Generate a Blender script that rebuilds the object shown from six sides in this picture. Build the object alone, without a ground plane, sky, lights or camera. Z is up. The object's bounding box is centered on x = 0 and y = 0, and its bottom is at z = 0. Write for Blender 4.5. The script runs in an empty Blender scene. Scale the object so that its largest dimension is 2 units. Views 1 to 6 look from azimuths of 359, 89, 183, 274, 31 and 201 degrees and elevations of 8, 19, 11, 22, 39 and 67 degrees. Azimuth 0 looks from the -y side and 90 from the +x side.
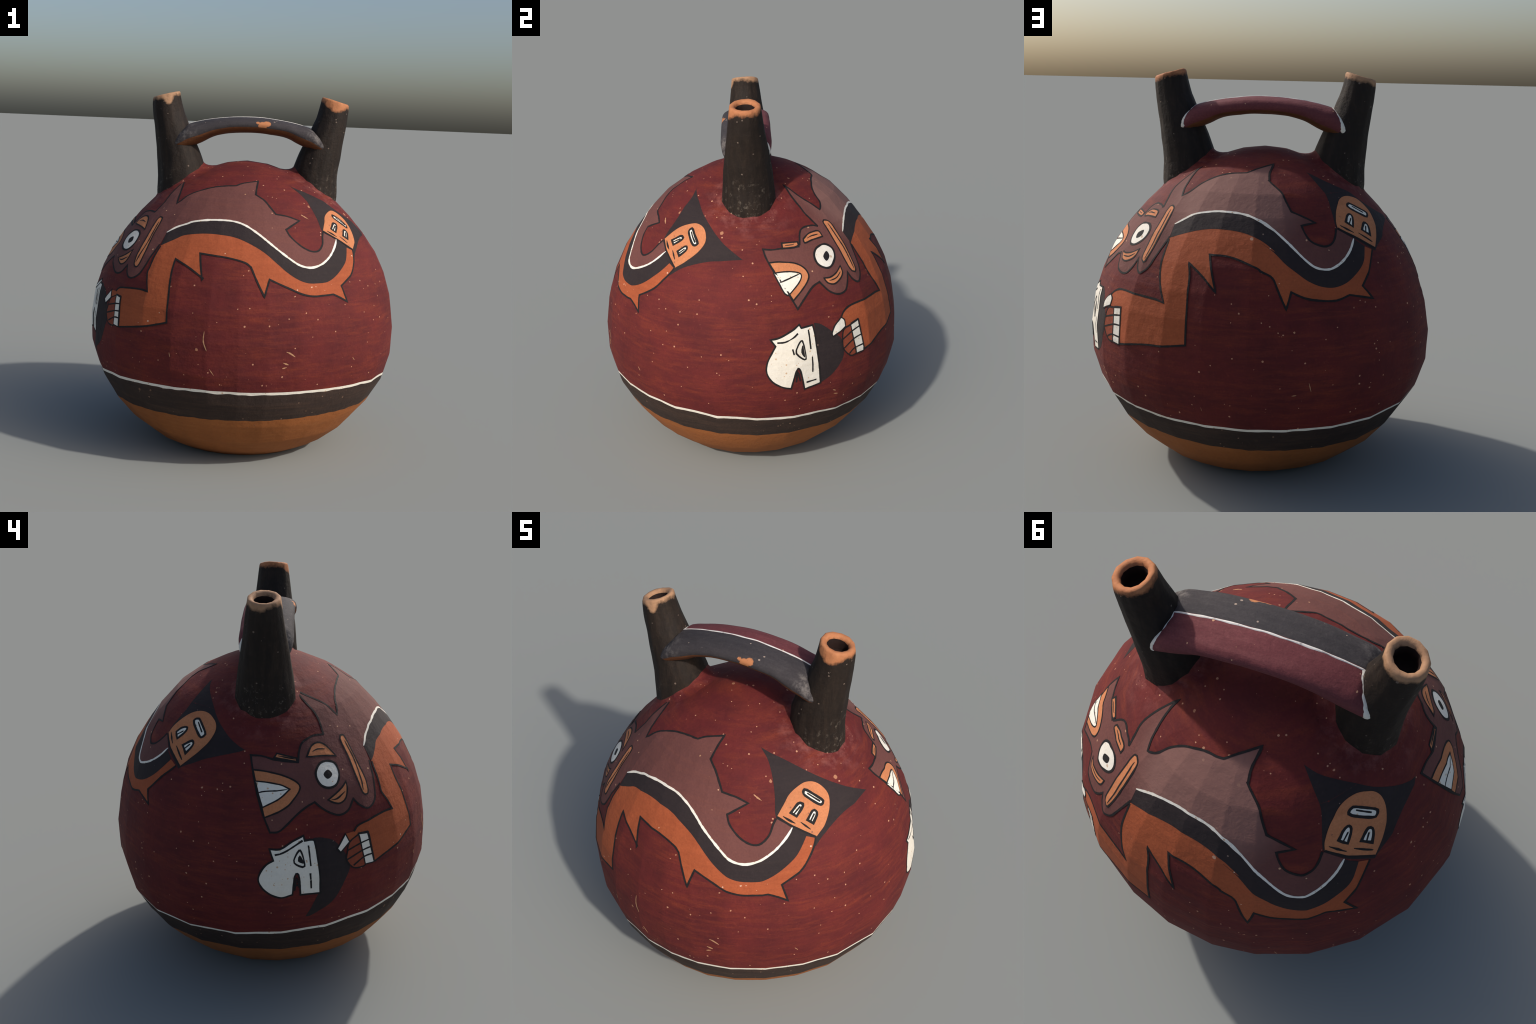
"""Double-spout-and-bridge bottle: round painted clay body, two tapering spouts joined by a strap handle.
The body is a lathe-like surface given in polar form (phi = degrees around, theta = degrees down from the top);
the painted slip figures are thin films laid on that same surface."""
import bpy, math, random
from mathutils import Vector, noise
from mathutils.geometry import delaunay_2d_cdt

random.seed(11)
RAD = math.radians

# ------------------------------------------------------------------ body surface
CENTRE_Z = 0.78
AXIS_X, AXIS_Y, LEAN_X, LEAN_Y, SQUASH_Y = 0.0011, -0.0022, -0.0087, 0.0224, 1.0461
# distance from the centre to the wall, every 18 degrees from the crown down
WALL = [0.8381, 0.8209, 0.8143, 0.8086, 0.8357, 0.8697, 0.9028, 0.8987, 0.8892, 0.8642, 0.8635]
SWELL = 1.003
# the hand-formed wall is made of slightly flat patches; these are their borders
PATCH_PHI = [-114, -101, -90.5, -80.5, -69, -57, -44, -30.7, -13.7, 1, 14.5, 33, 48, 62.5, 76.5, 91, 103.5, 119, 134.5, 152, 170,
             186, 202, 219.5, 233, 246]
PATCH_THETA = [0, 8, 17.5, 27.5, 37.5, 48, 57, 66, 75, 84, 94, 104, 114, 124, 134, 144, 152.5, 166, 180]


def wall_radius(theta):
    x = max(0.0, min(180.0, theta)) / 18.0
    i = min(int(x), 9)
    t = x - i
    g = lambda j: WALL[-j] if j < 0 else WALL[20 - j] if j > 10 else WALL[j]
    a, b, c, d = g(i - 1), g(i), g(i + 1), g(i + 2)
    return SWELL * (b + 0.5 * t * (c - a + t * (2 * a - 5 * b + 4 * c - d + t * (3 * (b - c) + d - a))))


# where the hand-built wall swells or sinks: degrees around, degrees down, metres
SWELLS = [(68, 87, -0.016), (112, 80, -0.010), (76, 58, -0.006), (-145, 85, -0.011), (-125, 103, -0.007), (-50, 113, -0.008), (-35, 94, -0.006), (-135, 58, -0.005),
          (-22, 65, 0.010), (8, 62, 0.009), (0, 84, 0.005), (90, 131, 0.016), (120, 122, 0.013), (143, 121, 0.009), (-85, 127, 0.009), (-120, 126, 0.006), (168, 100, 0.010)]


def swelling(phi, theta):
    s = 0.002 * math.exp(-(theta / 20.0) ** 2)
    for p, t, a in SWELLS:
        d = ((phi - p + 180) % 360 - 180) * math.sin(RAD(t))
        q = (d * d + (theta - t) ** 2) / 260.0
        if q < 6:
            s += a * math.exp(-q)
    return s


def round_point(phi, theta):
    rho = wall_radius(theta) + swelling(phi, theta)
    z = rho * math.cos(RAD(theta))
    r = rho * math.sin(RAD(theta))
    if CENTRE_Z + z < 0.0:
        z = -CENTRE_Z
    return Vector((AXIS_X + LEAN_X * z + r * math.cos(RAD(phi)),
                   AXIS_Y + LEAN_Y * z + r * math.sin(RAD(phi)) / SQUASH_Y,
                   CENTRE_Z + z))


def polar_of(p):
    z = p.z - CENTRE_Z
    x = p.x - AXIS_X - LEAN_X * z
    y = (p.y - AXIS_Y - LEAN_Y * z) * SQUASH_Y
    return math.degrees(math.atan2(y, x)), math.degrees(math.atan2(math.hypot(x, y), z))


CORNERS = {}


def corner(i, j):
    n = len(PATCH_PHI)
    key = (i % n, j)
    if key not in CORNERS:
        CORNERS[key] = round_point(PATCH_PHI[key[0]], PATCH_THETA[j])
    return CORNERS[key]


def patch_of(phi, theta):
    n = len(PATCH_PHI)
    phi = (phi - PATCH_PHI[0]) % 360.0 + PATCH_PHI[0]
    i = n - 1
    for k in range(n - 1):
        if phi < PATCH_PHI[k + 1]:
            i = k
            break
    lo = PATCH_PHI[i]
    hi = PATCH_PHI[i + 1] if i < n - 1 else PATCH_PHI[0] + 360.0
    j = len(PATCH_THETA) - 2
    for k in range(len(PATCH_THETA) - 1):
        if theta < PATCH_THETA[k + 1]:
            j = k
            break
    return i, j, (phi - lo) / (hi - lo), (theta - PATCH_THETA[j]) / (PATCH_THETA[j + 1] - PATCH_THETA[j])


def bump_strength(phi, theta):
    """how hard the flat patches show in the shading: most at the left shoulders of both faces"""
    def window(c, w, tc, tw):
        d = abs((phi - c + 180) % 360 - 180) / w
        e = abs(theta - tc) / tw
        return max(0.0, min(1.0, 3.0 * (1.0 - max(d, e))))
    return 0.12 + 0.8 * max(window(76, 45, 62, 42), 0.65 * window(-105, 45, 90, 80), 0.7 * window(-75, 50, 145, 25), 0.5 * window(40, 35, 110, 40))


def surface(phi, theta):
    i, j, u, v = patch_of(phi, theta)
    a, b, c, d = corner(i, j), corner(i + 1, j), corner(i + 1, j + 1), corner(i, j + 1)
    p = a * (1 - u) * (1 - v) + b * u * (1 - v) + c * u * v + d * (1 - u) * v
    flat = (c - a).cross(b - d)
    e = 0.4
    t0, t1 = max(0.3, theta - e), min(179.7, theta + e)
    smooth = (round_point(phi, t1) - round_point(phi, t0)).cross(round_point(phi + e, max(0.5, theta)) - round_point(phi - e, max(0.5, theta)))
    if theta > 150.5:
        smooth = Vector((0, 0, -1))
    flat.normalize()
    smooth.normalize()
    out = p - Vector((0, 0, CENTRE_Z))
    if flat.dot(out) < 0:
        flat.negate()
    if smooth.dot(out) < 0:
        smooth.negate()
    n = smooth.lerp(flat, bump_strength(phi, theta)).normalized()
    lump = 0.0018 * noise.noise(p * 5.0) + 0.0007 * noise.noise(p * 17.0)
    if theta < 148:
        p = p + smooth * lump
    return p, n


# ------------------------------------------------------------------ materials
def nodes_of(name):
    m = bpy.data.materials.new(name)
    m.use_nodes = True
    t = m.node_tree
    return m, t, t.nodes["Principled BSDF"]


def node(t, kind, **kw):
    n = t.nodes.new(kind)
    for k, v in kw.items():
        if k.startswith("in_"):
            n.inputs[k[3:].replace("_", " ")].default_value = v
        else:
            setattr(n, k, v)
    return n


def stretched(t, scale):
    c = node(t, "ShaderNodeTexCoord")
    mp = node(t, "ShaderNodeMapping")
    mp.inputs["Scale"].default_value = scale
    t.links.new(c.outputs["Object"], mp.inputs["Vector"])
    return mp.outputs["Vector"]


def noise_tex(t, scale3, scale, detail=4.0, rough=0.6):
    n = node(t, "ShaderNodeTexNoise")
    n.inputs["Scale"].default_value = scale
    n.inputs["Detail"].default_value = detail
    n.inputs["Roughness"].default_value = rough
    t.links.new(stretched(t, scale3), n.inputs["Vector"])
    return n.outputs["Fac"]


def ramp(t, fac, lo, hi):
    r = node(t, "ShaderNodeMapRange")
    r.inputs["From Min"].default_value = lo
    r.inputs["From Max"].default_value = hi
    t.links.new(fac, r.inputs["Value"])
    return r.outputs["Result"]


def math_node(t, op, a, b=None):
    n = node(t, "ShaderNodeMath", operation=op)
    for k, v in enumerate((a, b)):
        if v is None:
            continue
        if isinstance(v, (int, float)):
            n.inputs[k].default_value = v
        else:
            t.links.new(v, n.inputs[k])
    return n.outputs[0]


def mix(t, fac, a, b):
    n = node(t, "ShaderNodeMix", data_type="RGBA")
    for sock, v in ((n.inputs[0], fac), (n.inputs[6], a), (n.inputs[7], b)):
        if isinstance(v, tuple):
            sock.default_value = (*v, 1.0)
        elif isinstance(v, (int, float)):
            sock.default_value = v
        else:
            t.links.new(v, sock)
    return n.outputs[2]


def specks(t, scale, share, size, grain):
    """scattered chips: voronoi cells, a share of which carry a ragged spot"""
    v = node(t, "ShaderNodeTexVoronoi", feature="F1")
    v.inputs["Scale"].default_value = scale
    t.links.new(stretched(t, (1, 1, 1)), v.inputs["Vector"])
    sep = node(t, "ShaderNodeSeparateColor")
    t.links.new(v.outputs["Color"], sep.inputs[0])
    reach = math_node(t, "MULTIPLY", math_node(t, "POWER", sep.outputs[0], 1.6), size)
    keep = math_node(t, "GREATER_THAN", sep.outputs[1], 1.0 - share)
    d = math_node(t, "ADD", v.outputs["Distance"], math_node(t, "MULTIPLY", math_node(t, "SUBTRACT", grain, 0.5), 0.35))
    return math_node(t, "MULTIPLY", math_node(t, "LESS_THAN", d, reach), keep)


def slip(name, base, tint, streak=0.5, chips=0.5, chip_colour=(0.55, 0.3, 0.16), rough=0.80, bump=0.34, gloss=0.26, dark=None, streak_scale=(2.2, 2.2, 42.0), mottle=0.5):
    """burnished clay slip: cloudy base, brush streaks running around the pot, small chips, fine grain"""
    m, t, b = nodes_of(name)
    cloud = noise_tex(t, (1, 1, 1), 4.0, 6.0, 0.66)
    col = mix(t, ramp(t, cloud, 0.38, 0.64), base, tuple(0.82 * c for c in base) if dark is None else dark)
    st = noise_tex(t, streak_scale, 1.5, 8.0, 0.74)
    big = noise_tex(t, (1.3, 1.3, 5.0), 2.2, 3.0, 0.6)
    st_fac = math_node(t, "MULTIPLY", ramp(t, st, 0.44, 0.72), ramp(t, big, 0.30, 0.58))
    col = mix(t, math_node(t, "MULTIPLY", st_fac, streak), col, tint)
    grain = noise_tex(t, (1, 1, 1), 110.0, 4.0, 0.7)
    col = mix(t, math_node(t, "MULTIPLY", ramp(t, grain, 0.42, 0.72), mottle), col, tuple(0.55 * c for c in base))
    fleck = noise_tex(t, (1, 1, 1), 46.0, 6.0, 0.75)
    col = mix(t, math_node(t, "MULTIPLY", ramp(t, fleck, 0.58, 0.74), 0.55 * mottle), col, tuple(min(1.0, 1.5 * c + 0.012) for c in tint))
    if chips:
        col = mix(t, math_node(t, "MULTIPLY", specks(t, 36.0, 0.010 * chips, 0.36, grain), 0.65), col, chip_colour)
        col = mix(t, math_node(t, "MULTIPLY", specks(t, 80.0, 0.060 * chips, 0.42, grain), 0.75), col, tuple(min(1.0, 1.15 * c + 0.03) for c in chip_colour))
    t.links.new(col, b.inputs["Base Color"])
    b.inputs["Roughness"].default_value = rough
    b.inputs["Specular IOR Level"].default_value = gloss
    bn = node(t, "ShaderNodeBump")
    bn.inputs["Strength"].default_value = bump
    bn.inputs["Distance"].default_value = 0.012
    h = math_node(t, "ADD", noise_tex(t, (1, 1, 1), 24.0, 5.0, 0.6), math_node(t, "MULTIPLY", st, 0.3))
    t.links.new(h, bn.inputs["Height"])
    t.links.new(bn.outputs["Normal"], b.inputs["Normal"])
    return m


def near_mask(t, centre, inner, outer):
    """1 within inner metres of a point, 0 beyond outer"""
    c = node(t, "ShaderNodeTexCoord")
    dv = node(t, "ShaderNodeVectorMath", operation="DISTANCE")
    t.links.new(c.outputs["Object"], dv.inputs[0])
    dv.inputs[1].default_value = centre
    return ramp(t, dv.outputs["Value"], outer, inner)


def overlay(m, mask, colour):
    t = m.node_tree
    b = t.nodes["Principled BSDF"]
    old = b.inputs["Base Color"].links[0].from_socket
    t.links.new(mix(t, mask, old, colour), b.inputs["Base Color"])


RED = slip("red_slip", (0.124, 0.0158, 0.0150), (0.225, 0.040, 0.016), 0.70, 0.8, dark=(0.084, 0.0112, 0.0125), streak_scale=(3.2, 3.2, 27.0), chip_colour=(0.50, 0.24, 0.13), mottle=0.4)
# pale dust rubbed in around the seats of the spouts
for side in (1, -1):
    tree = RED.node_tree
    dusty = math_node(tree, "MULTIPLY", near_mask(tree, (0.40 * side, 0.0, 1.47), 0.17, 0.27), ramp(tree, noise_tex(tree, (1, 1, 1), 14.0, 6.0, 0.7), 0.48, 0.75))
    overlay(RED, math_node(tree, "MULTIPLY", dusty, 0.55), (0.300, 0.110, 0.095))
MAUVE = slip("mauve_slip", (0.146, 0.053, 0.046), (0.178, 0.060, 0.042), 0.5, 0.25, mottle=0.35)
BACK_MAUVE = slip("pale_patch_mauve_slip", (0.146, 0.053, 0.046), (0.178, 0.060, 0.042), 0.5, 0.2, mottle=0.35)
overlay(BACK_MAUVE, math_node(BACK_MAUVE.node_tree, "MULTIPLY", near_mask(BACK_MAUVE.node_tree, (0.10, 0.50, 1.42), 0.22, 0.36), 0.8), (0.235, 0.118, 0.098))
ORANGE = slip("orange_slip", (0.375, 0.086, 0.031), (0.440, 0.112, 0.040), 0.6, 0.25, mottle=0.45, chip_colour=(0.6, 0.4, 0.28))
PEACH = slip("peach_slip", (0.570, 0.208, 0.088), (0.630, 0.250, 0.110), 0.5, 0.4, chip_colour=(0.16, 0.05, 0.03), mottle=0.45)
BLACK = slip("black_slip", (0.027, 0.0185, 0.0195), (0.040, 0.027, 0.024), 0.5, 0.25, chip_colour=(0.22, 0.14, 0.10), mottle=0.4)
LINE = slip("outline_slip", (0.015, 0.0125, 0.0130), (0.024, 0.019, 0.019), 0.4, 0.0)
WHITE = slip("white_slip", (0.830, 0.780, 0.690), (0.740, 0.640, 0.480), 0.4, 3.5, chip_colour=(0.45, 0.25, 0.11), mottle=0.16, dark=(0.78, 0.72, 0.62))
BAND = slip("dark_band_slip", (0.039, 0.0245, 0.0195), (0.085, 0.047, 0.031), 0.8, 0.6, chip_colour=(0.22, 0.12, 0.07), mottle=0.45)
CLAY = slip("bare_clay", (0.330, 0.108, 0.029), (0.390, 0.150, 0.048), 0.5, 0.25, chip_colour=(0.12, 0.04, 0.02), mottle=0.35)
FINGER = slip("finger_slip", (0.270, 0.058, 0.028), (0.33, 0.08, 0.035), 0.4, 0.1)
SCRATCH = slip("scratched_clay", (0.520, 0.270, 0.140), (0.62, 0.40, 0.25), 0.5, 0.0, mottle=0.5)
STRAP_RED = slip("strap_red_slip", (0.155, 0.039, 0.044), (0.220, 0.074, 0.074), 0.5, 0.4, streak_scale=(2.5, 30.0, 30.0))  # base colour lightened to carry the sheen on the strap
STRAP_BLACK = slip("strap_black_slip", (0.045, 0.039, 0.042), (0.080, 0.070, 0.070), 0.6, 0.3, chip_colour=(0.35, 0.26, 0.2), streak_scale=(2.5, 30.0, 30.0))
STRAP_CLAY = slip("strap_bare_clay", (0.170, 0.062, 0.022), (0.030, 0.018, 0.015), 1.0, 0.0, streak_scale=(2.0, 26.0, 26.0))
for side in (1, -1):
    tree = STRAP_BLACK.node_tree
    rubbed = math_node(tree, "MULTIPLY", near_mask(tree, (0.41 * side, -0.10, 1.77), 0.05, 0.13), ramp(tree, noise_tex(tree, (1, 1, 1), 28.0, 6.0, 0.75), 0.48, 0.70))
    overlay(STRAP_BLACK, math_node(tree, "MULTIPLY", rubbed, 0.7), (0.230, 0.205, 0.190))
for spot, size in (((0.098, -0.126, 1.842), 0.024), ((0.045, -0.128, 1.842), 0.014), ((0.07, -0.131, 1.825), 0.028)):
    tree = STRAP_BLACK.node_tree
    worn = ramp(tree, math_node(tree, "MULTIPLY", near_mask(tree, spot, size * 0.4, size * 1.3), ramp(tree, noise_tex(tree, (1, 1, 1), 40.0, 4.0, 0.7), 0.25, 0.5)), 0.35, 0.55)
    overlay(STRAP_BLACK, worn, (0.480, 0.190, 0.080))
WORN_WHITE = slip("worn_white_slip", (0.780, 0.740, 0.690), (0.60, 0.50, 0.42), 0.4, 0.3, mottle=0.2)
overlay(WORN_WHITE, ramp(WORN_WHITE.node_tree, noise_tex(WORN_WHITE.node_tree, (1, 1, 1), 22.0, 5.0, 0.7), 0.58, 0.70), (0.200, 0.150, 0.150))


# ------------------------------------------------------------------ mesh helpers
def make_object(name, verts, faces, normals, material, parent=None, materials=None, face_slots=None, stuff=False):
    me = bpy.data.meshes.new(name)
    me.from_pydata([tuple(v) for v in verts], [], faces)
    for m in (materials or [material]):
        me.materials.append(m)
    for p in me.polygons:
        p.use_smooth = True
    if face_slots:
        me.polygons.foreach_set("material_index", face_slots)
    if normals:
        me.normals_split_custom_set_from_vertices([tuple(n) for n in normals])
    me.update()
    o = bpy.data.objects.new(name, me)
    bpy.context.scene.collection.objects.link(o)
    if parent:
        o.parent = parent
    if stuff:
        o["kind"] = "stuff"
    return o


def smooth_curve(pts, step=0.7):
    """Catmull-Rom through control points given in degrees, about one point per step"""
    if len(pts) == 2:
        pts = [pts[0], ((pts[0][0] + pts[1][0]) / 2, (pts[0][1] + pts[1][1]) / 2), pts[1]]
    closed = pts[0] == pts[-1] and len(pts) > 3
    out = []
    n = len(pts)
    for i in range(n - 1):
        b, c = pts[i], pts[i + 1]
        a = pts[i - 1] if i else (pts[-2] if closed else (2 * b[0] - c[0], 2 * b[1] - c[1]))
        d = pts[i + 2] if i + 2 < n else (pts[1] if closed else (2 * c[0] - b[0], 2 * c[1] - b[1]))
        k = max(2, int(math.hypot((c[0] - b[0]) * math.sin(RAD(b[1])), c[1] - b[1]) / step))
        for s in range(k):
            t = s / k
            out.append(tuple(b[q] + 0.5 * t * (c[q] - a[q] + t * (2 * a[q] - 5 * b[q] + 4 * c[q] - d[q] + t * (3 * (b[q] - c[q]) + d[q] - a[q]))) for q in (0, 1)))
    out.append(pts[-1])
    return out


def join_curves(curves):
    out = []
    for c in curves:
        for p in smooth_curve(c):
            if not out or math.hypot(p[0] - out[-1][0], p[1] - out[-1][1]) > 0.12:
                out.append(p)
    return out


def reverse(curves):
    return [list(reversed(c)) for c in reversed(curves)]


LEVEL = 0.00045
BASE_LIFT = 0.0011


def film(tris_2d, pts_2d, level):
    """lays a flat triangulation (in degrees) on the wall as a thin film with a turned-down rim"""
    lift = BASE_LIFT + LEVEL * level
    verts, normals, faces = [], [], []
    for phi, theta in pts_2d:
        p, n = surface(phi, theta)
        verts.append(p + n * lift)
        normals.append(n)
    edges = {}
    for f in tris_2d:
        faces.append(tuple(f))
        for a, b in zip(f, f[1:] + f[:1]):
            edges[(a, b)] = edges.get((a, b), 0) + 1
    low = {}
    for a, b in list(edges):
        if (b, a) in edges:
            continue
        for k in (a, b):
            if k not in low:
                low[k] = len(verts)
                verts.append(verts[k] - normals[k] * (lift + 0.001))
                normals.append(normals[k])
        faces.append((b, a, low[a], low[b]))
    return verts, faces, normals


def fill(outline, level):
    """closed outline in degrees, filled with a fine triangulation that can follow the wall"""
    pts = [p for i, p in enumerate(outline) if math.hypot(p[0] - outline[i - 1][0], p[1] - outline[i - 1][1]) > 0.1]
    xs, ys = [p[0] for p in pts], [p[1] for p in pts]
    grid = []
    step = 1.0
    for j in range(int(min(ys)) - 1, int(max(ys)) + 2):
        for i in range(int(min(xs)) - 1, int(max(xs)) + 2):
            grid.append((i * step + 0.01, j * step + 0.01))
    n = len(pts)
    inside = []
    for gx, gy in grid:
        hit, near = False, False
        for k in range(n):
            (x1, y1), (x2, y2) = pts[k - 1], pts[k]
            if (y1 > gy) != (y2 > gy) and gx < (x2 - x1) * (gy - y1) / (y2 - y1) + x1:
                hit = not hit
            if abs(x2 - gx) < 0.35 and abs(y2 - gy) < 0.35:
                near = True
                break
        if hit and not near:
            inside.append((gx, gy))
    allp = [Vector(p) for p in pts + inside]
    res = delaunay_2d_cdt(allp, [(k, (k + 1) % n) for k in range(n)], [list(range(n))], 1, 1e-5)
    v2, f2 = [tuple(v) for v in res[0]], [list(f) for f in res[2]]
    out = []
    for f in f2:
        area = sum(v2[f[k - 1]][0] * v2[f[k]][1] - v2[f[k]][0] * v2[f[k - 1]][1] for k in range(len(f)))
        out.append(f if area < 0 else f[::-1])
    return film(out, v2, level)


def stroke(path, width, level, wobble=0.22, taper=False):
    """brush line along a path given in degrees; width in metres"""
    pts = [p for i, p in enumerate(path) if i == 0 or math.hypot(p[0] - path[i - 1][0], p[1] - path[i - 1][1]) > 0.1]
    n = len(pts)
    closed = n > 3 and math.hypot(pts[0][0] - pts[-1][0], pts[0][1] - pts[-1][1]) < 0.3
    left, right, mid = [], [], []
    for i, (phi, theta) in enumerate(pts):
        a = pts[i - 1] if i else (pts[-2] if closed else pts[0])
        c = pts[i + 1] if i + 1 < n else (pts[1] if closed else pts[-1])
        rho = wall_radius(theta)
        mx = rho * math.sin(RAD(max(3.0, theta))) * RAD(1)
        my = rho * RAD(1)

        def unit(p, q):
            x, y = (q[0] - p[0]) * mx, (q[1] - p[1]) * my
            l = math.hypot(x, y)
            return (x / l, y / l) if l > 1e-9 else None
        d0, d1 = unit(a, (phi, theta)), unit((phi, theta), c)
        d0 = d0 or d1
        d1 = d1 or d0
        tx, ty = d0[0] + d1[0], d0[1] + d1[1]
        l = math.hypot(tx, ty)
        if l < 0.25:
            tx, ty, l = -d0[1], d0[0], 1.0
        tx, ty = tx / l, ty / l
        mitre = min(1.7, 1.0 / max(0.35, abs(tx * d0[0] + ty * d0[1])))
        w = 0.5 * width * (1 + wobble * (noise.noise(Vector((phi * 0.35, theta * 0.35, level * 7.0))) + 0.8 * noise.noise(Vector((phi * 1.3, theta * 1.3, level * 3.0))))) * mitre
        if taper:
            w *= min(1.0, 0.35 + min(i, n - 1 - i) / 4.0)
        left.append((phi - ty * w / mx, theta + tx * w / my))
        right.append((phi + ty * w / mx, theta - tx * w / my))
        mid.append((phi, theta))
    p2 = left + mid + right
    faces = []
    for i in range(n - 1):
        faces += [[i, i + 1, n + i + 1, n + i], [n + i, n + i + 1, 2 * n + i + 1, 2 * n + i]]
    out = []
    for f in faces:
        area = sum(p2[f[k - 1]][0] * p2[f[k]][1] - p2[f[k]][0] * p2[f[k - 1]][1] for k in range(4))
        out.append(f if area < 0 else f[::-1])
    return film(out, p2, level)


def merged(parts):
    verts, faces, normals = [], [], []
    for v, f, n in parts:
        k = len(verts)
        verts += v
        normals += n
        faces += [tuple(i + k for i in q) for q in f]
    return verts, faces, normals


def paint(name, parts, material, parent, stuff=False):
    v, f, n = merged(parts)
    return make_object(name, v, f, n, material, parent, stuff=stuff)


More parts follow.
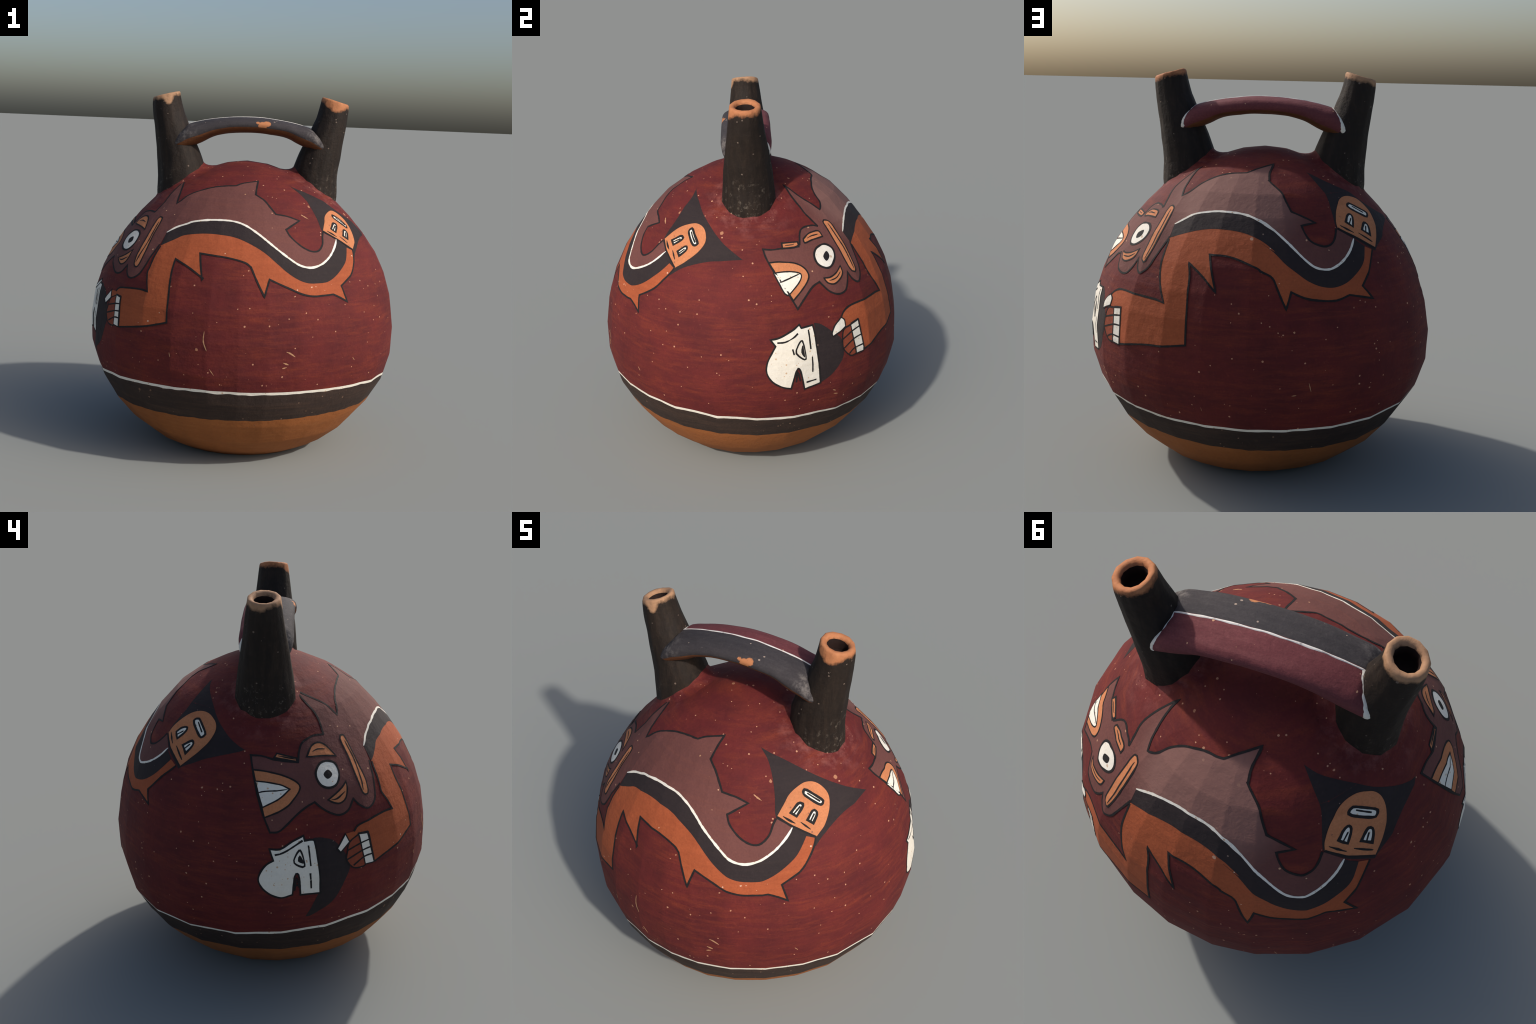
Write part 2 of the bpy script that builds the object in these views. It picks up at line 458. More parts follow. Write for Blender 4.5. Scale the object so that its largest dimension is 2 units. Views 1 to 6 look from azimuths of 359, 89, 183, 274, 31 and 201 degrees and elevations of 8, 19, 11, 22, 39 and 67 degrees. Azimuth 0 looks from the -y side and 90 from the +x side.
# ------------------------------------------------------------------ painted figures
# control points of the brush-drawn shapes: (degrees around, degrees down from the crown); each inner list is one smooth curve
FRONT = {
        'ear_back': [[(-148.6,47.1), (-148.2,40.1), (-152.2,32.9), (-155.0,28.0)],[(-155.0,28.0), (-140.7,35.0),
        (-135.1,41.2)],[(-133.8,40.2), (-128.3,34.8), (-117.4,30.7), (-106.3,29.1), (-98.2,28.6)],[(-98.2,28.6), (-91.9,26.5),
        (-79.5,24.5)],[(-79.5,24.5), (-82.1,29.3), (-83.6,33.7)],[(-83.6,33.7), (-78.8,37.0), (-75.4,41.0), (-73.5,43.7)],[(-73.5,43.7),
        (-67.2,44.7), (-61.0,46.8)],[(-61.0,46.8), (-65.8,48.8), (-70.1,50.7)],[(-70.1,50.7), (-68.8,53.8), (-65.5,57.3), (-62.5,59.3),
        (-59.4,60.3), (-56.3,59.8), (-53.1,57.5), (-51.1,54.3), (-49.5,52.4)]],
        'white_line': [[(-129.3,54.9), (-124.9,52.0), (-119.7,50.1), (-116.7,49.0), (-107.6,47.7), (-97.6,47.6), (-90.3,49.2), (-83.8,52.9),
        (-77.7,57.8), (-72.0,62.4), (-68.1,65.3), (-64.4,66.5), (-60.8,66.4), (-56.2,64.9), (-51.3,62.4), (-46.8,59.0), (-43.6,55.9)]],
        'head': [[(-148.6,47.1), (-155.0,47.0), (-160.6,48.8), (-163.1,52.1), (-164.2,55.7)],[(-164.2,55.7), (-168.3,55.2), (-174.2,54.3),
        (-179.6,53.1), (-184.6,52.9)],[(-184.6,52.9), (-182.7,60.7), (-179.9,70.6), (-176.9,78.0)],[(-176.9,78.0), (-173.4,77.4),
        (-167.3,72.9), (-163.6,70.7), (-160.2,69.3)],[(-160.2,69.3), (-157.9,71.4), (-154.6,73.6), (-151.1,74.9), (-147.4,74.0),
        (-144.3,70.7)],[(-144.3,70.7), (-142.3,73.2), (-138.9,75.0), (-135.2,73.6), (-133.2,70.3), (-130.0,60.2)]],
        'stripe_low': [[(-129.1,60.7), (-122.8,57.4), (-118.4,55.2), (-109.4,53.9), (-101.1,53.9), (-93.5,55.0), (-86.4,57.9), (-81.2,61.0),
        (-77.0,64.8), (-73.4,68.0), (-69.2,70.8), (-65.3,72.2), (-61.0,72.4), (-56.7,72.0), (-52.2,70.4), (-47.4,67.6), (-43.0,64.2),
        (-38.8,59.8)]],
        'belly': [[(-35.5,61.2), (-36.8,63.5), (-39.8,67.0), (-43.2,70.1), (-50.4,74.0)],[(-50.4,74.0), (-48.8,79.7)],[(-48.8,79.7),
        (-52.0,78.0), (-55.3,76.6)],[(-55.3,76.6), (-59.5,76.8), (-64.0,76.9), (-68.7,75.9), (-73.9,73.6), (-77.2,72.1),
        (-80.4,70.6)],[(-80.4,70.6), (-81.6,74.0), (-82.5,76.9)],[(-82.5,76.9), (-84.4,73.0), (-87.3,66.4)],[(-87.3,66.4), (-90.0,64.6),
        (-96.3,63.2), (-101.8,62.6), (-108.5,62.1)],[(-108.5,62.1), (-105.6,72.0)],[(-105.3,71.4), (-112.4,67.6),
        (-118.7,65.2)],[(-118.7,65.2), (-118.8,69.8), (-118.1,75.0), (-117.5,80.3), (-116.9,87.9)],[(-116.9,87.9), (-125.7,90.3),
        (-137.2,92.5), (-139.8,92.9)]],
        'arm': [[(-128.9,60.9), (-129.5,64.4), (-129.9,69.5), (-130.2,71.6), (-129.2,73.9), (-127.2,78.4)],[(-127.2,78.4), (-131.4,78.2),
        (-138.8,78.7), (-144.4,79.6), (-146.5,81.2)],[(-150.1,81.3), (-148.9,84.1), (-145.0,82.5)],[(-145.0,82.5), (-144.2,87.5),
        (-143.4,92.8)],[(-143.4,92.8), (-139.8,92.9)]],
        'fingers': [[(-145.0,82.5), (-148.9,84.3), (-150.1,87.5), (-150.5,89.9), (-148.0,92.9), (-144.1,93.3),
        (-143.4,92.8)],[(-143.4,92.8), (-144.2,87.5), (-145.0,82.5)]],
    'thumb_nail': [[(-150.1,81.3), (-148.9,84.1)],[(-148.9,84.1), (-152.7,86.8)],[(-152.7,86.8), (-153.9,85.3)],[(-153.9,85.3), (-150.1,81.3)]],
    'nails': [[(-144.9,82.3), (-141.4,82.7)],[(-141.4,82.7), (-139.8,92.9)],[(-139.8,92.9), (-143.4,92.8)],[(-143.4,92.8), (-144.9,82.3)]],
        'hand_lines': [[(-141.2,85.0), (-144.6,85.5), (-150.0,86.8)],[(-140.6,87.5), (-144.1,88.0), (-150.3,89.7)],[(-140.3,89.9),
        (-143.6,90.2), (-148.0,92.1)],[(-145.2,82.2), (-141.0,82.3)],[(-141.0,82.3), (-139.5,93.1)]],
        'face': [[(-165.5,79.6), (-165.2,81.2)],[(-165.2,81.2), (-162.3,81.2), (-161.7,82.8), (-160.8,91.5), (-160.7,98.8)],[(-160.7,98.8),
        (-167.3,98.7)],[(-167.3,98.7), (-167.6,93.0), (-168.2,91.5), (-169.2,92.4), (-170.0,98.4)],[(-170.0,98.4), (-173.6,99.0),
        (-177.1,98.0), (-179.7,95.9), (-181.0,93.1), (-180.1,90.4), (-178.2,88.1), (-176.0,86.8)],[(-176.0,86.8),
        (-177.2,83.2)],[(-177.2,83.2), (-173.6,83.1), (-169.4,81.1), (-165.5,79.6)]],
        'face_lines': [[(-175.5,85.0), (-171.8,84.0), (-165.9,81.1)],[(-164.1,82.8), (-163.6,89.5)],[(-163.9,91.8),
        (-163.7,96.9)],[(-167.0,84.1), (-169.2,87.0), (-168.4,88.6), (-165.7,89.3), (-167.0,84.1)],[(-169.3,97.1), (-168.5,92.9),
        (-167.7,96.2)],[(-169.2,95.4), (-167.9,95.3)]],
    'pupil': [[(-167.2,85.6), (-167.9,87.5), (-165.8,88.4), (-167.2,85.6)]],
        'hair': [[(-162.2,80.6), (-158.8,80.8), (-154.5,82.8), (-150.4,88.3), (-149.3,91.8), (-151.3,96.0), (-154.8,101.1), (-159.6,104.3),
        (-163.8,106.9), (-165.5,107.0)],[(-165.5,107.0), (-163.5,103.1), (-161.2,98.9)],[(-161.2,98.9), (-161.5,91.4), (-162.2,80.6)]],
        'eyebrow': [[(-160.1,54.0), (-157.1,50.6), (-153.2,49.6), (-150.1,50.7), (-147.7,53.3), (-146.3,55.4)],[(-146.3,55.4),
        (-152.5,54.5), (-160.1,54.0)]],
    'eyebrow_line': [[(-157.0,52.4), (-154.2,51.9), (-150.5,52.3)]],
    'nose': [[(-174.4,53.5), (-173.1,52.1)],[(-173.1,52.1), (-164.8,54.2)],[(-164.8,54.2), (-164.7,55.5)],[(-164.7,55.5), (-174.4,53.5)]],
    'nose_line': [[(-172.6,53.0), (-165.2,54.6)]],
        'lips': [[(-183.3,57.9), (-178.4,58.3), (-172.8,59.3), (-167.5,61.4), (-165.1,63.4), (-165.4,65.2), (-167.8,67.8), (-171.0,70.3),
        (-178.7,73.4)],[(-178.7,73.4), (-183.3,57.9)]],
        'teeth': [[(-182.4,61.7), (-177.3,62.0), (-172.5,62.8), (-169.0,64.5)],[(-169.0,64.5), (-172.8,67.1), (-179.4,70.2)],[(-179.4,70.2),
        (-182.4,61.7)]],
    'teeth_line': [[(-181.6,65.8), (-178.4,65.0), (-169.8,64.5)]],
        'cheek': [[(-154.8,69.3), (-151.0,67.8), (-147.6,66.1), (-145.6,64.6)],[(-145.6,64.6), (-145.9,67.3), (-147.5,70.1), (-150.2,71.2),
        (-152.8,70.5), (-154.8,69.3)]],
    'cheek_line': [[(-153.4,69.5), (-150.9,69.5), (-147.0,67.8)]],
        'ear_bar': [[(-140.9,49.7), (-138.8,48.7), (-137.6,50.0), (-137.0,57.3), (-136.2,64.6), (-136.6,69.4), (-137.8,70.5), (-139.5,69.6),
        (-140.2,65.2), (-140.4,57.6), (-140.9,49.7)]],
    'ear_line': [[(-138.7,50.9), (-137.9,58.6), (-138.4,65.1), (-139.0,68.8)]],
    'eye': [[(-151.1,56.6), (-147.9,58.0), (-147.5,61.8), (-150.0,65.0), (-153.8,65.5), (-157.0,63.7), (-157.8,59.9), (-155.0,57.0), (-151.1,56.6)]],
    'eye_pupil': [[(-152.0,59.5), (-150.6,61.4), (-153.1,62.6), (-154.5,60.8), (-152.0,59.5)]],
        'tail_head': [[(-49.0,51.8), (-35.1,60.9)],[(-35.1,60.9), (-30.2,57.8), (-25.8,54.0), (-23.5,50.1), (-24.4,46.8), (-27.1,44.2),
        (-31.2,42.9), (-35.7,43.4), (-41.7,45.4), (-45.6,48.5), (-49.0,51.8)]],
    'tail_mouth': [[(-34.9,46.5), (-34.3,45.4), (-32.7,45.6), (-27.7,50.0), (-27.4,51.1), (-28.5,51.6), (-29.9,51.0), (-33.5,48.0), (-34.9,46.5)]],
    'tail_mouth_line': [[(-33.2,46.5), (-28.6,50.5)]],
    'tail_eye': [[(-42.9,51.2), (-38.8,49.0), (-37.2,49.2), (-36.9,50.1), (-40.8,52.8)],[(-40.8,52.8), (-42.9,51.2)]],
    'tail_eye_line': [[(-42.1,52.0), (-38.1,50.0)]],
    'tail_eye2': [[(-36.7,54.9), (-33.5,52.5), (-32.1,52.8), (-32.2,54.0), (-34.8,56.4)],[(-34.8,56.4), (-36.7,54.9)]],
    'tail_eye2_line': [[(-35.8,55.7), (-33.1,53.5)]],
    'tail_bars': [[(-46.5,51.9), (-42.0,54.9)],[(-39.7,55.0), (-36.5,58.1)]],
        'fin': [[(-51.6,28.3), (-40.3,33.0), (-32.1,37.6), (-24.9,42.3), (-18.0,47.1), (-11.7,51.2), (-4.0,56.0)],[(-4.0,56.0),
        (-11.7,56.4), (-19.6,57.2), (-27.4,59.1), (-32.0,60.9), (-36.3,63.8)],[(-36.3,63.8), (-49.4,52.5)],[(-49.4,52.5), (-49.5,50.3),
        (-48.4,44.5), (-48.0,38.6), (-48.6,32.7), (-51.6,28.3)]],
}
BACK = {
        'ear_back': [[(38.3,46.8), (35.8,42.8), (33.5,39.2), (31.7,32.5), (31.5,25.4)],[(31.5,25.4), (37.6,32.1), (41.7,36.2),
        (46.1,40.6)],[(47.1,40.2), (50.5,37.8), (53.0,33.6), (58.7,29.9), (68.4,27.3), (80.9,26.3)],[(80.9,26.3), (90.1,22.9),
        (103.3,20.0)],[(103.3,20.0), (98.5,25.7), (97.6,30.5)],[(97.4,30.5), (103.6,35.9), (105.5,40.0), (107.5,44.7)],[(107.5,44.7),
        (112.3,46.8), (117.4,49.3)],[(117.4,49.3), (110.9,50.3)],[(110.9,50.3), (111.6,53.0), (113.4,56.1), (116.4,57.7), (119.3,58.2),
        (122.4,57.3), (124.8,55.1), (126.8,52.1)]],
        'white_line': [[(53.2,52.1), (61.0,47.6), (67.6,46.0), (75.1,45.2), (85.0,45.9), (92.1,48.1), (99.2,52.2), (92.9,48.2), (97.3,50.8),
        (101.3,54.0), (105.7,58.2), (110.7,63.3), (113.7,65.5), (117.4,66.2), (121.2,65.4), (125.4,63.4), (129.8,60.1), (133.3,56.3)]],
        'head': [[(38.3,46.8), (34.5,45.7), (29.1,45.9), (26.1,47.6), (23.8,52.3)],[(23.8,52.3), (20.5,53.0), (14.3,52.6), (9.7,52.8),
        (5.4,52.3)],[(5.4,52.3), (6.5,55.9), (9.6,61.6), (14.4,69.8), (16.9,74.6)],[(16.9,74.6), (20.8,71.2), (24.7,68.2),
        (28.1,67.0)],[(28.1,67.0), (29.3,68.5), (31.9,71.2), (35.7,72.8), (39.4,72.4), (41.8,69.7), (43.3,66.5)],[(43.3,66.5), (44.8,69.4),
        (47.1,71.1), (49.3,70.1), (51.1,67.7), (52.6,62.2), (54.1,56.9)]],
        'stripe_low': [[(54.4,57.4), (60.9,54.9), (66.8,53.2), (74.0,52.1), (81.9,52.4), (88.4,53.6), (94.1,56.0), (98.9,59.6), (93.2,56.4),
        (98.2,59.6), (102.8,64.2), (106.8,67.3), (110.1,69.7), (114.1,71.5), (118.4,72.1), (123.7,71.2), (128.8,68.6), (133.2,65.2),
        (137.7,59.6)]],
        'belly': [[(141.5,61.2), (137.4,65.2), (133.8,69.1), (130.3,72.6)],[(130.3,72.6), (133.4,76.9)],[(133.4,76.9),
        (124.4,75.0)],[(124.4,75.0), (119.9,76.1), (115.6,76.2), (110.1,75.5), (106.8,74.4), (103.9,72.9)],[(103.9,72.9),
        (102.1,78.3)],[(102.1,78.3), (100.3,74.3), (98.4,69.3)],[(98.4,69.3), (97.1,67.9), (93.6,66.3), (92.6,65.4), (85.2,62.6),
        (80.3,61.6), (74.7,61.5)],[(74.7,61.5), (79.3,73.8)],[(79.3,73.8), (74.1,69.3), (67.4,65.0)],[(67.4,65.0), (68.8,69.0), (69.6,75.1),
        (70.4,82.8), (70.9,90.8)],[(70.9,90.8), (62.9,92.2), (55.3,92.9), (45.0,94.7), (43.7,95.2)]],
        'arm': [[(54.4,57.9), (55.6,65.3), (56.5,69.2), (58.4,73.6), (61.4,78.9)],[(58.0,78.3), (46.0,77.9), (39.2,78.1), (35.9,79.3),
        (34.5,80.6)],[(34.5,80.6), (35.5,84.0), (38.4,84.1)],[(38.4,84.1), (39.4,89.6), (40.0,95.0)],[(40.0,95.0), (43.7,95.2)]],
    'fingers': [[(38.3,84.4), (34.6,85.2), (33.6,88.5), (33.9,91.7), (37.2,94.9), (40.0,95.0)],[(40.0,95.0), (38.3,84.4)]],
    'thumb_nail': [[(34.1,80.7), (35.6,81.8), (35.6,84.2)],[(35.6,84.2), (29.8,86.3)],[(29.8,86.3), (29.5,85.2), (31.0,82.8), (34.1,80.7)]],
    'nails': [[(38.3,84.4), (42.4,83.7)],[(42.4,83.7), (44.0,93.7), (43.7,95.2)],[(43.7,95.2), (40.2,95.1)],[(40.2,95.1), (38.3,84.4)]],
        'hand_lines': [[(42.6,86.1), (38.6,86.8), (33.7,88.2)],[(43.1,89.2), (39.0,89.7), (33.9,91.4)],[(43.8,92.8), (39.1,92.9),
        (36.5,94.0)],[(38.4,84.1), (42.6,83.5)],[(42.6,83.5), (44.3,94.6)]],
        'face': [[(16.8,79.8), (17.5,81.1)],[(17.5,81.1), (22.1,80.9)],[(22.1,80.9), (22.6,84.0), (23.4,92.2), (24.4,101.5)],[(24.4,101.5),
        (18.1,102.3)],[(18.1,102.3), (16.9,97.0), (15.9,94.5), (14.8,95.1), (13.0,101.1)],[(13.0,101.1), (10.4,100.5), (7.3,98.8),
        (5.3,96.5), (4.4,93.9), (4.9,91.0), (6.5,88.1), (7.8,86.0)],[(7.8,86.0), (6.1,83.7)],[(6.1,83.7), (9.2,83.3), (13.1,81.7),
        (16.8,79.8)]],
        'face_lines': [[(8.4,84.9), (11.2,84.9), (14.0,83.8), (16.0,82.6)],[(20.2,82.1), (20.7,88.8)],[(21.1,91.4),
        (21.2,96.8)],[(18.8,100.0), (22.7,99.8)],[(17.4,85.3), (15.0,88.1), (15.7,90.0), (18.6,91.7), (17.4,85.3)],[(13.7,87.5),
        (14.2,89.5)],[(14.8,99.0), (15.3,95.7), (16.4,99.0)]],
    'pupil': [[(17.6,86.8), (16.9,89.2), (18.3,91.1), (17.6,86.8)]],
        'hair': [[(22.8,80.3), (25.6,81.3), (29.5,84.4), (33.2,87.9), (33.9,92.2), (32.4,95.9), (28.7,99.6), (24.0,101.7)],[(24.0,101.7),
        (23.0,88.0), (22.8,80.3)]],
    'eyebrow': [[(26.7,50.4), (30.7,48.6), (35.6,48.3), (37.5,49.1), (38.0,51.1)],[(38.0,51.1), (31.9,51.2), (26.8,52.0), (26.7,50.4)]],
    'eyebrow_line': [[(28.8,50.4), (31.8,49.7), (35.6,49.7)]],
    'nose': [[(14.7,50.6), (23.1,51.1)],[(23.1,51.1), (23.1,53.0)],[(23.1,53.0), (14.7,52.7)],[(14.7,52.7), (14.7,50.6)]],
    'nose_line': [[(16.2,51.7), (20.8,51.9)]],
    'lips': [[(7.5,57.6), (12.2,57.6), (18.7,58.7), (22.8,61.0), (24.1,63.9), (22.6,66.3), (19.4,68.9), (15.6,71.5)],[(15.6,71.5), (7.5,57.6)]],
    'teeth': [[(9.0,61.4), (14.8,61.3), (19.7,62.4), (20.8,63.6), (19.2,65.8), (14.2,69.3)],[(14.2,69.3), (12.5,68.8), (9.0,61.4)]],
    'teeth_line': [[(10.7,65.1), (14.9,63.9), (20.6,62.8)]],
    'cheek': [[(30.5,66.1), (33.8,66.2), (37.4,65.4), (40.8,63.6)],[(40.8,63.6), (40.6,66.1), (38.6,67.8), (34.9,68.9), (31.6,67.9), (30.5,66.1)]],
    'cheek_line': [[(32.6,67.3), (36.5,67.1), (39.6,65.6)]],
        'ear_bar': [[(43.2,45.7), (45.9,45.5), (47.7,47.3), (48.7,54.3), (48.9,61.2), (48.2,66.9), (46.7,67.1), (45.3,65.6), (44.4,58.9),
        (43.6,51.2), (43.2,45.7)]],
    'ear_line': [[(45.6,46.9), (46.8,53.8), (47.5,60.2), (47.4,66.1)]],
    'eye': [[(37.1,54.1), (40.4,56.4), (40.0,59.6), (36.6,62.3), (33.2,62.7), (29.8,60.7), (29.3,57.2), (32.1,54.5), (37.1,54.1)]],
    'eye_pupil': [[(36.4,56.8), (37.1,58.9), (34.5,60.3), (33.5,58.3), (36.4,56.8)]],
        'tail_head': [[(127.7,51.9), (143.6,60.8)],[(143.6,60.8), (147.9,56.9), (151.4,53.4), (154.8,49.2), (155.8,45.1), (153.5,41.9),
        (148.4,39.9), (142.2,39.7), (136.5,41.2), (131.6,44.8), (128.5,48.9), (127.7,51.9)]],
    'tail_mouth': [[(140.8,43.4), (142.6,42.8), (144.5,43.2), (150.7,46.8), (151.1,47.9), (150.0,48.8), (148.3,48.7), (141.4,44.8), (140.8,43.4)]],
    'tail_mouth_line': [[(143.8,44.0), (148.9,47.2)]],
    'tail_eye': [[(133.3,49.8), (135.7,47.7), (138.2,47.0), (139.2,47.7), (138.6,49.2), (136.1,51.9)],[(136.1,51.9), (133.3,49.8)]],
    'tail_eye_line': [[(134.2,50.9), (137.6,48.7)]],
    'tail_eye2': [[(141.0,53.6), (143.3,52.0), (145.2,51.1), (146.5,51.9), (146.0,53.6), (144.3,56.0)],[(144.3,56.0), (141.0,53.6)]],
    'tail_eye2_line': [[(142.4,54.9), (144.7,52.5)]],
    'tail_bars': [[(129.4,50.9), (134.8,54.1)],[(137.6,54.5), (143.7,58.6)]],
        'fin': [[(129.1,26.1), (135.8,30.0), (143.8,34.1), (150.6,37.9), (155.6,41.7), (160.3,44.9), (165.6,48.1),
        (172.6,51.1)],[(172.6,51.1), (167.9,52.4), (160.9,54.3), (155.0,56.1), (150.4,58.1), (145.4,60.4), (143.2,61.8)],[(143.2,61.8),
        (127.3,52.5)],[(127.3,52.5), (127.3,49.9), (128.7,44.7), (130.4,38.8), (129.8,32.4), (129.1,26.1)]],
}

# ------------------------------------------------------------------ the pot
pot = bpy.data.objects.new("spouted_bottle", None)
bpy.context.scene.collection.objects.link(pot)
pot["label"] = "round painted clay bottle with two spouts and strap handle"
pot["category"] = "pottery bottle"


def white_border(phi):
    return 112.6 - 0.5 * math.cos(RAD(phi)) + 3.5 * math.sin(RAD(phi)) + 0.22 * noise.noise(Vector((phi * 0.11, 3.0, 0)))


def band_top(phi):
    return white_border(phi) + 0.95 + 0.30 * noise.noise(Vector((phi * 0.25, 9.0, 0)))


def band_bottom(phi):
    return 123.4 - 1.2 * math.cos(RAD(phi)) + 2.3 * math.sin(RAD(phi)) + 0.35 * noise.noise(Vector((phi * 0.3, 21.0, 0)))


def grid_phi():
    out = []
    n = len(PATCH_PHI)
    for i in range(n):
        lo = PATCH_PHI[i]
        hi = PATCH_PHI[i + 1] if i < n - 1 else PATCH_PHI[0] + 360
        k = max(6, round((hi - lo) / 1.1))
        out += [lo + (hi - lo) * s / k for s in range(k)]
    return out


GRID_PHI = grid_phi()


def wall_zone(name, upper, lower, rows, material, pole=False):
    """one coloured zone of the body between two borders (functions of phi); rows run 0..1 from upper to lower"""
    verts, normals, faces = [], [], []
    m = len(GRID_PHI)
    for r in rows:
        for phi in GRID_PHI:
            th = upper(phi) + (lower(phi) - upper(phi)) * r
            p, n = surface(phi, th)
            verts.append(p)
            normals.append(n)
    for i in range(len(rows) - 1):
        for j in range(m):
            k = (j + 1) % m
            faces.append((i * m + j, (i + 1) * m + j, (i + 1) * m + k, i * m + k))
    return make_object(name, verts, faces, normals, material, pot)


def rows_to(limit):
    out = []
    for a, b in zip(PATCH_THETA, PATCH_THETA[1:]):
        k = max(6, round((b - a) / 1.2))
        out += [a + (b - a) * s / k for s in range(k) if a + (b - a) * s / k <= limit]
    return out


def build_body():
    rows = rows_to(94.0)
    # upper part on the patch borders, then stretched down to the painted line
    verts, normals, faces = [], [], []
    m = len(GRID_PHI)
    lines = [(lambda phi, r=r: max(0.15, r)) for r in rows]
    lines += [(lambda phi, s=s: 94 + (white_border(phi) - 94) * s / 20.0) for s in range(1, 21)]
    for line in lines:
        for phi in GRID_PHI:
            p, n = surface(phi, line(phi))
            verts.append(p)
            normals.append(n)
    for i in range(len(lines) - 1):
        for j in range(m):
            k = (j + 1) % m
            faces.append((i * m + j, (i + 1) * m + j, (i + 1) * m + k, i * m + k))
    faces.append(tuple(range(m)))
    make_object("red_body", verts, faces, normals, RED, pot)
    wall_zone("white_girdle_line", white_border, band_top, [0, 0.5, 1], WHITE)
    wall_zone("dark_girdle_band", band_top, band_bottom, [s / 12 for s in range(13)], BAND)
    base_rows = [s / 26 for s in range(27)]
    base = wall_zone("clay_base", band_bottom, lambda phi: 152.5, base_rows, CLAY)
    # foot: the flattened underside
    ring = [surface(phi, 152.5)[0] for phi in GRID_PHI]
    mid = sum(ring, Vector()) / len(ring)
    verts = ring + [mid.lerp(p, 0.5) for p in ring] + [mid]
    m = len(ring)
    faces = [(i, m + i, m + (i + 1) % m, (i + 1) % m) for i in range(m)] + [(m + i, 2 * m, m + (i + 1) % m) for i in range(m)]
    for k, v in enumerate(verts):
        v.z = max(0.0, v.z - 0.0) if k < m else 0.0
    make_object("foot", verts, faces, None, CLAY, pot)


def build_animal(d, back_colour):
    line = lambda key: [join_curves([c]) for c in d[key]]
    whole = lambda key: join_curves(d[key])
    W = 0.0095
    back = paint("painted_animal", [fill(join_curves(d["ear_back"] + reverse(d["white_line"]) + reverse(d["head"])), 0)], back_colour, pot)
    P = back
    paint("dark_stripe", [fill(join_curves(d["white_line"] + reverse(d["stripe_low"])), 1)], BLACK, P)
    paint("orange_belly", [fill(join_curves(d["stripe_low"] + d["belly"] + reverse(d["arm"])), 0)], ORANGE, P)
    paint("tail_fin", [fill(whole("fin"), -1)], BLACK, P)
    paint("white_back_line", [stroke(whole("white_line"), 0.0110, 3, 0.35, True)], WHITE, P)
    outline = []
    for key in ("head", "ear_back", "belly", "arm"):
        chain = d[key]
        if key == "arm":
            chain = chain[:2]
        outline.append(stroke(join_curves(chain), W, 2))
    paint("painted_outline", outline, LINE, P)
    # face of the animal
    for key, name in (("eyebrow", "eyebrow"), ("nose", "nose_plate"), ("lips", "lips"), ("cheek", "cheek_mark"), ("ear_bar", "ear_bar")):
        o = whole(key)
        paint(name, [fill(o, 2)], PEACH, P)
        paint(name + "_outline", [stroke(o + o[:1] if o[0] != o[-1] else o, W * 0.85, 3)], LINE, P)
    teeth = whole("teeth")
    paint("teeth", [fill(teeth, 3)], WHITE, P)
    lines = [stroke(teeth + teeth[:1], W * 0.75, 4)]
    for key in ("eyebrow_line", "nose_line", "teeth_line", "cheek_line", "ear_line"):
        lines += [stroke(c, W * 0.75, 4, 0.3, True) for c in line(key)]
    paint("face_brush_line", lines, LINE, P)
    eye = whole("eye")
    paint("eye", [fill(eye, 2)], WHITE, P)
    paint("eye_outline", [stroke(eye, W * 1.2, 3)], LINE, P)
    paint("pupil", [fill(whole("eye_pupil"), 3)], LINE, P)
    # hand
    paint("finger", [fill(whole("fingers"), 2)], FINGER, P)
    nails = whole("nails")
    paint("fingernail", [fill(nails, 3), fill(whole("thumb_nail"), 3)], WHITE, P)
    paint("hand_brush_line", [stroke(c, W * 0.8, 4) for c in line("hand_lines")] + [stroke(whole("fingers"), W * 0.7, 4), stroke(nails + nails[:1], W * 0.7, 4), stroke(whole("thumb_nail"), W * 0.7, 4)], LINE, P)
    # tail head
    head = whole("tail_head")
    paint("tail_head", [fill(head, 3)], PEACH, P)
    parts, borders = [], []
    for key in ("tail_mouth", "tail_eye", "tail_eye2"):
        o = whole(key)
        parts.append(fill(o, 4))
        borders.append(stroke(o + o[:1], 0.0125, 5, 0.25))
    paint("tail_eyes_and_mouth", parts, WHITE, P)
    for key in ("tail_mouth_line", "tail_eye_line", "tail_eye2_line"):
        borders += [stroke(c, 0.0075, 5, 0.3) for c in line(key)]
    borders += [stroke(c, 0.0105, 4, 0.3, True) for c in line("tail_bars")]
    borders.append(stroke(join_curves(d["tail_head"][:1]), 0.0085, 4))
    paint("tail_brush_line", borders, LINE, P)
    # severed head held in the hand
    face = whole("face")
    hair = paint("painted_captive_head", [fill(whole("hair"), -1)], BLACK, pot)
    paint("white_face", [fill(face, 1)], WHITE, hair)
    paint("captive_brush_line", [stroke(face + face[:1], 0.009, 2)] + [stroke(c, 0.0085, 2, 0.35) for c in line("face_lines")] + [fill(whole("pupil"), 2)], LINE, hair)


# ------------------------------------------------------------------ spouts
# height, centre distance from the axis, half width along the bridge, half width across it
SPOUT = [(1.36, 0.368, 0.155, 0.158), (1.44, 0.372, 0.154, 0.156), (1.52, 0.377, 0.147, 0.149), (1.60, 0.390, 0.136, 0.138), (1.69, 0.412, 0.122, 0.123), (1.80, 0.446, 0.101, 0.106),
         (1.87, 0.467, 0.090, 0.095), (1.94, 0.479, 0.082, 0.084), (1.981, 0.483, 0.078, 0.079)]
SIDES = 12


def spout_ring(z):
    if z <= SPOUT[0][0]:
        return SPOUT[0][1:]
    for a, b in zip(SPOUT, SPOUT[1:]):
        if z <= b[0]:
            t = (z - a[0]) / (b[0] - a[0])
            return tuple(p + (q - p) * t for p, q in zip(a[1:], b[1:]))
    return SPOUT[-1][1:]


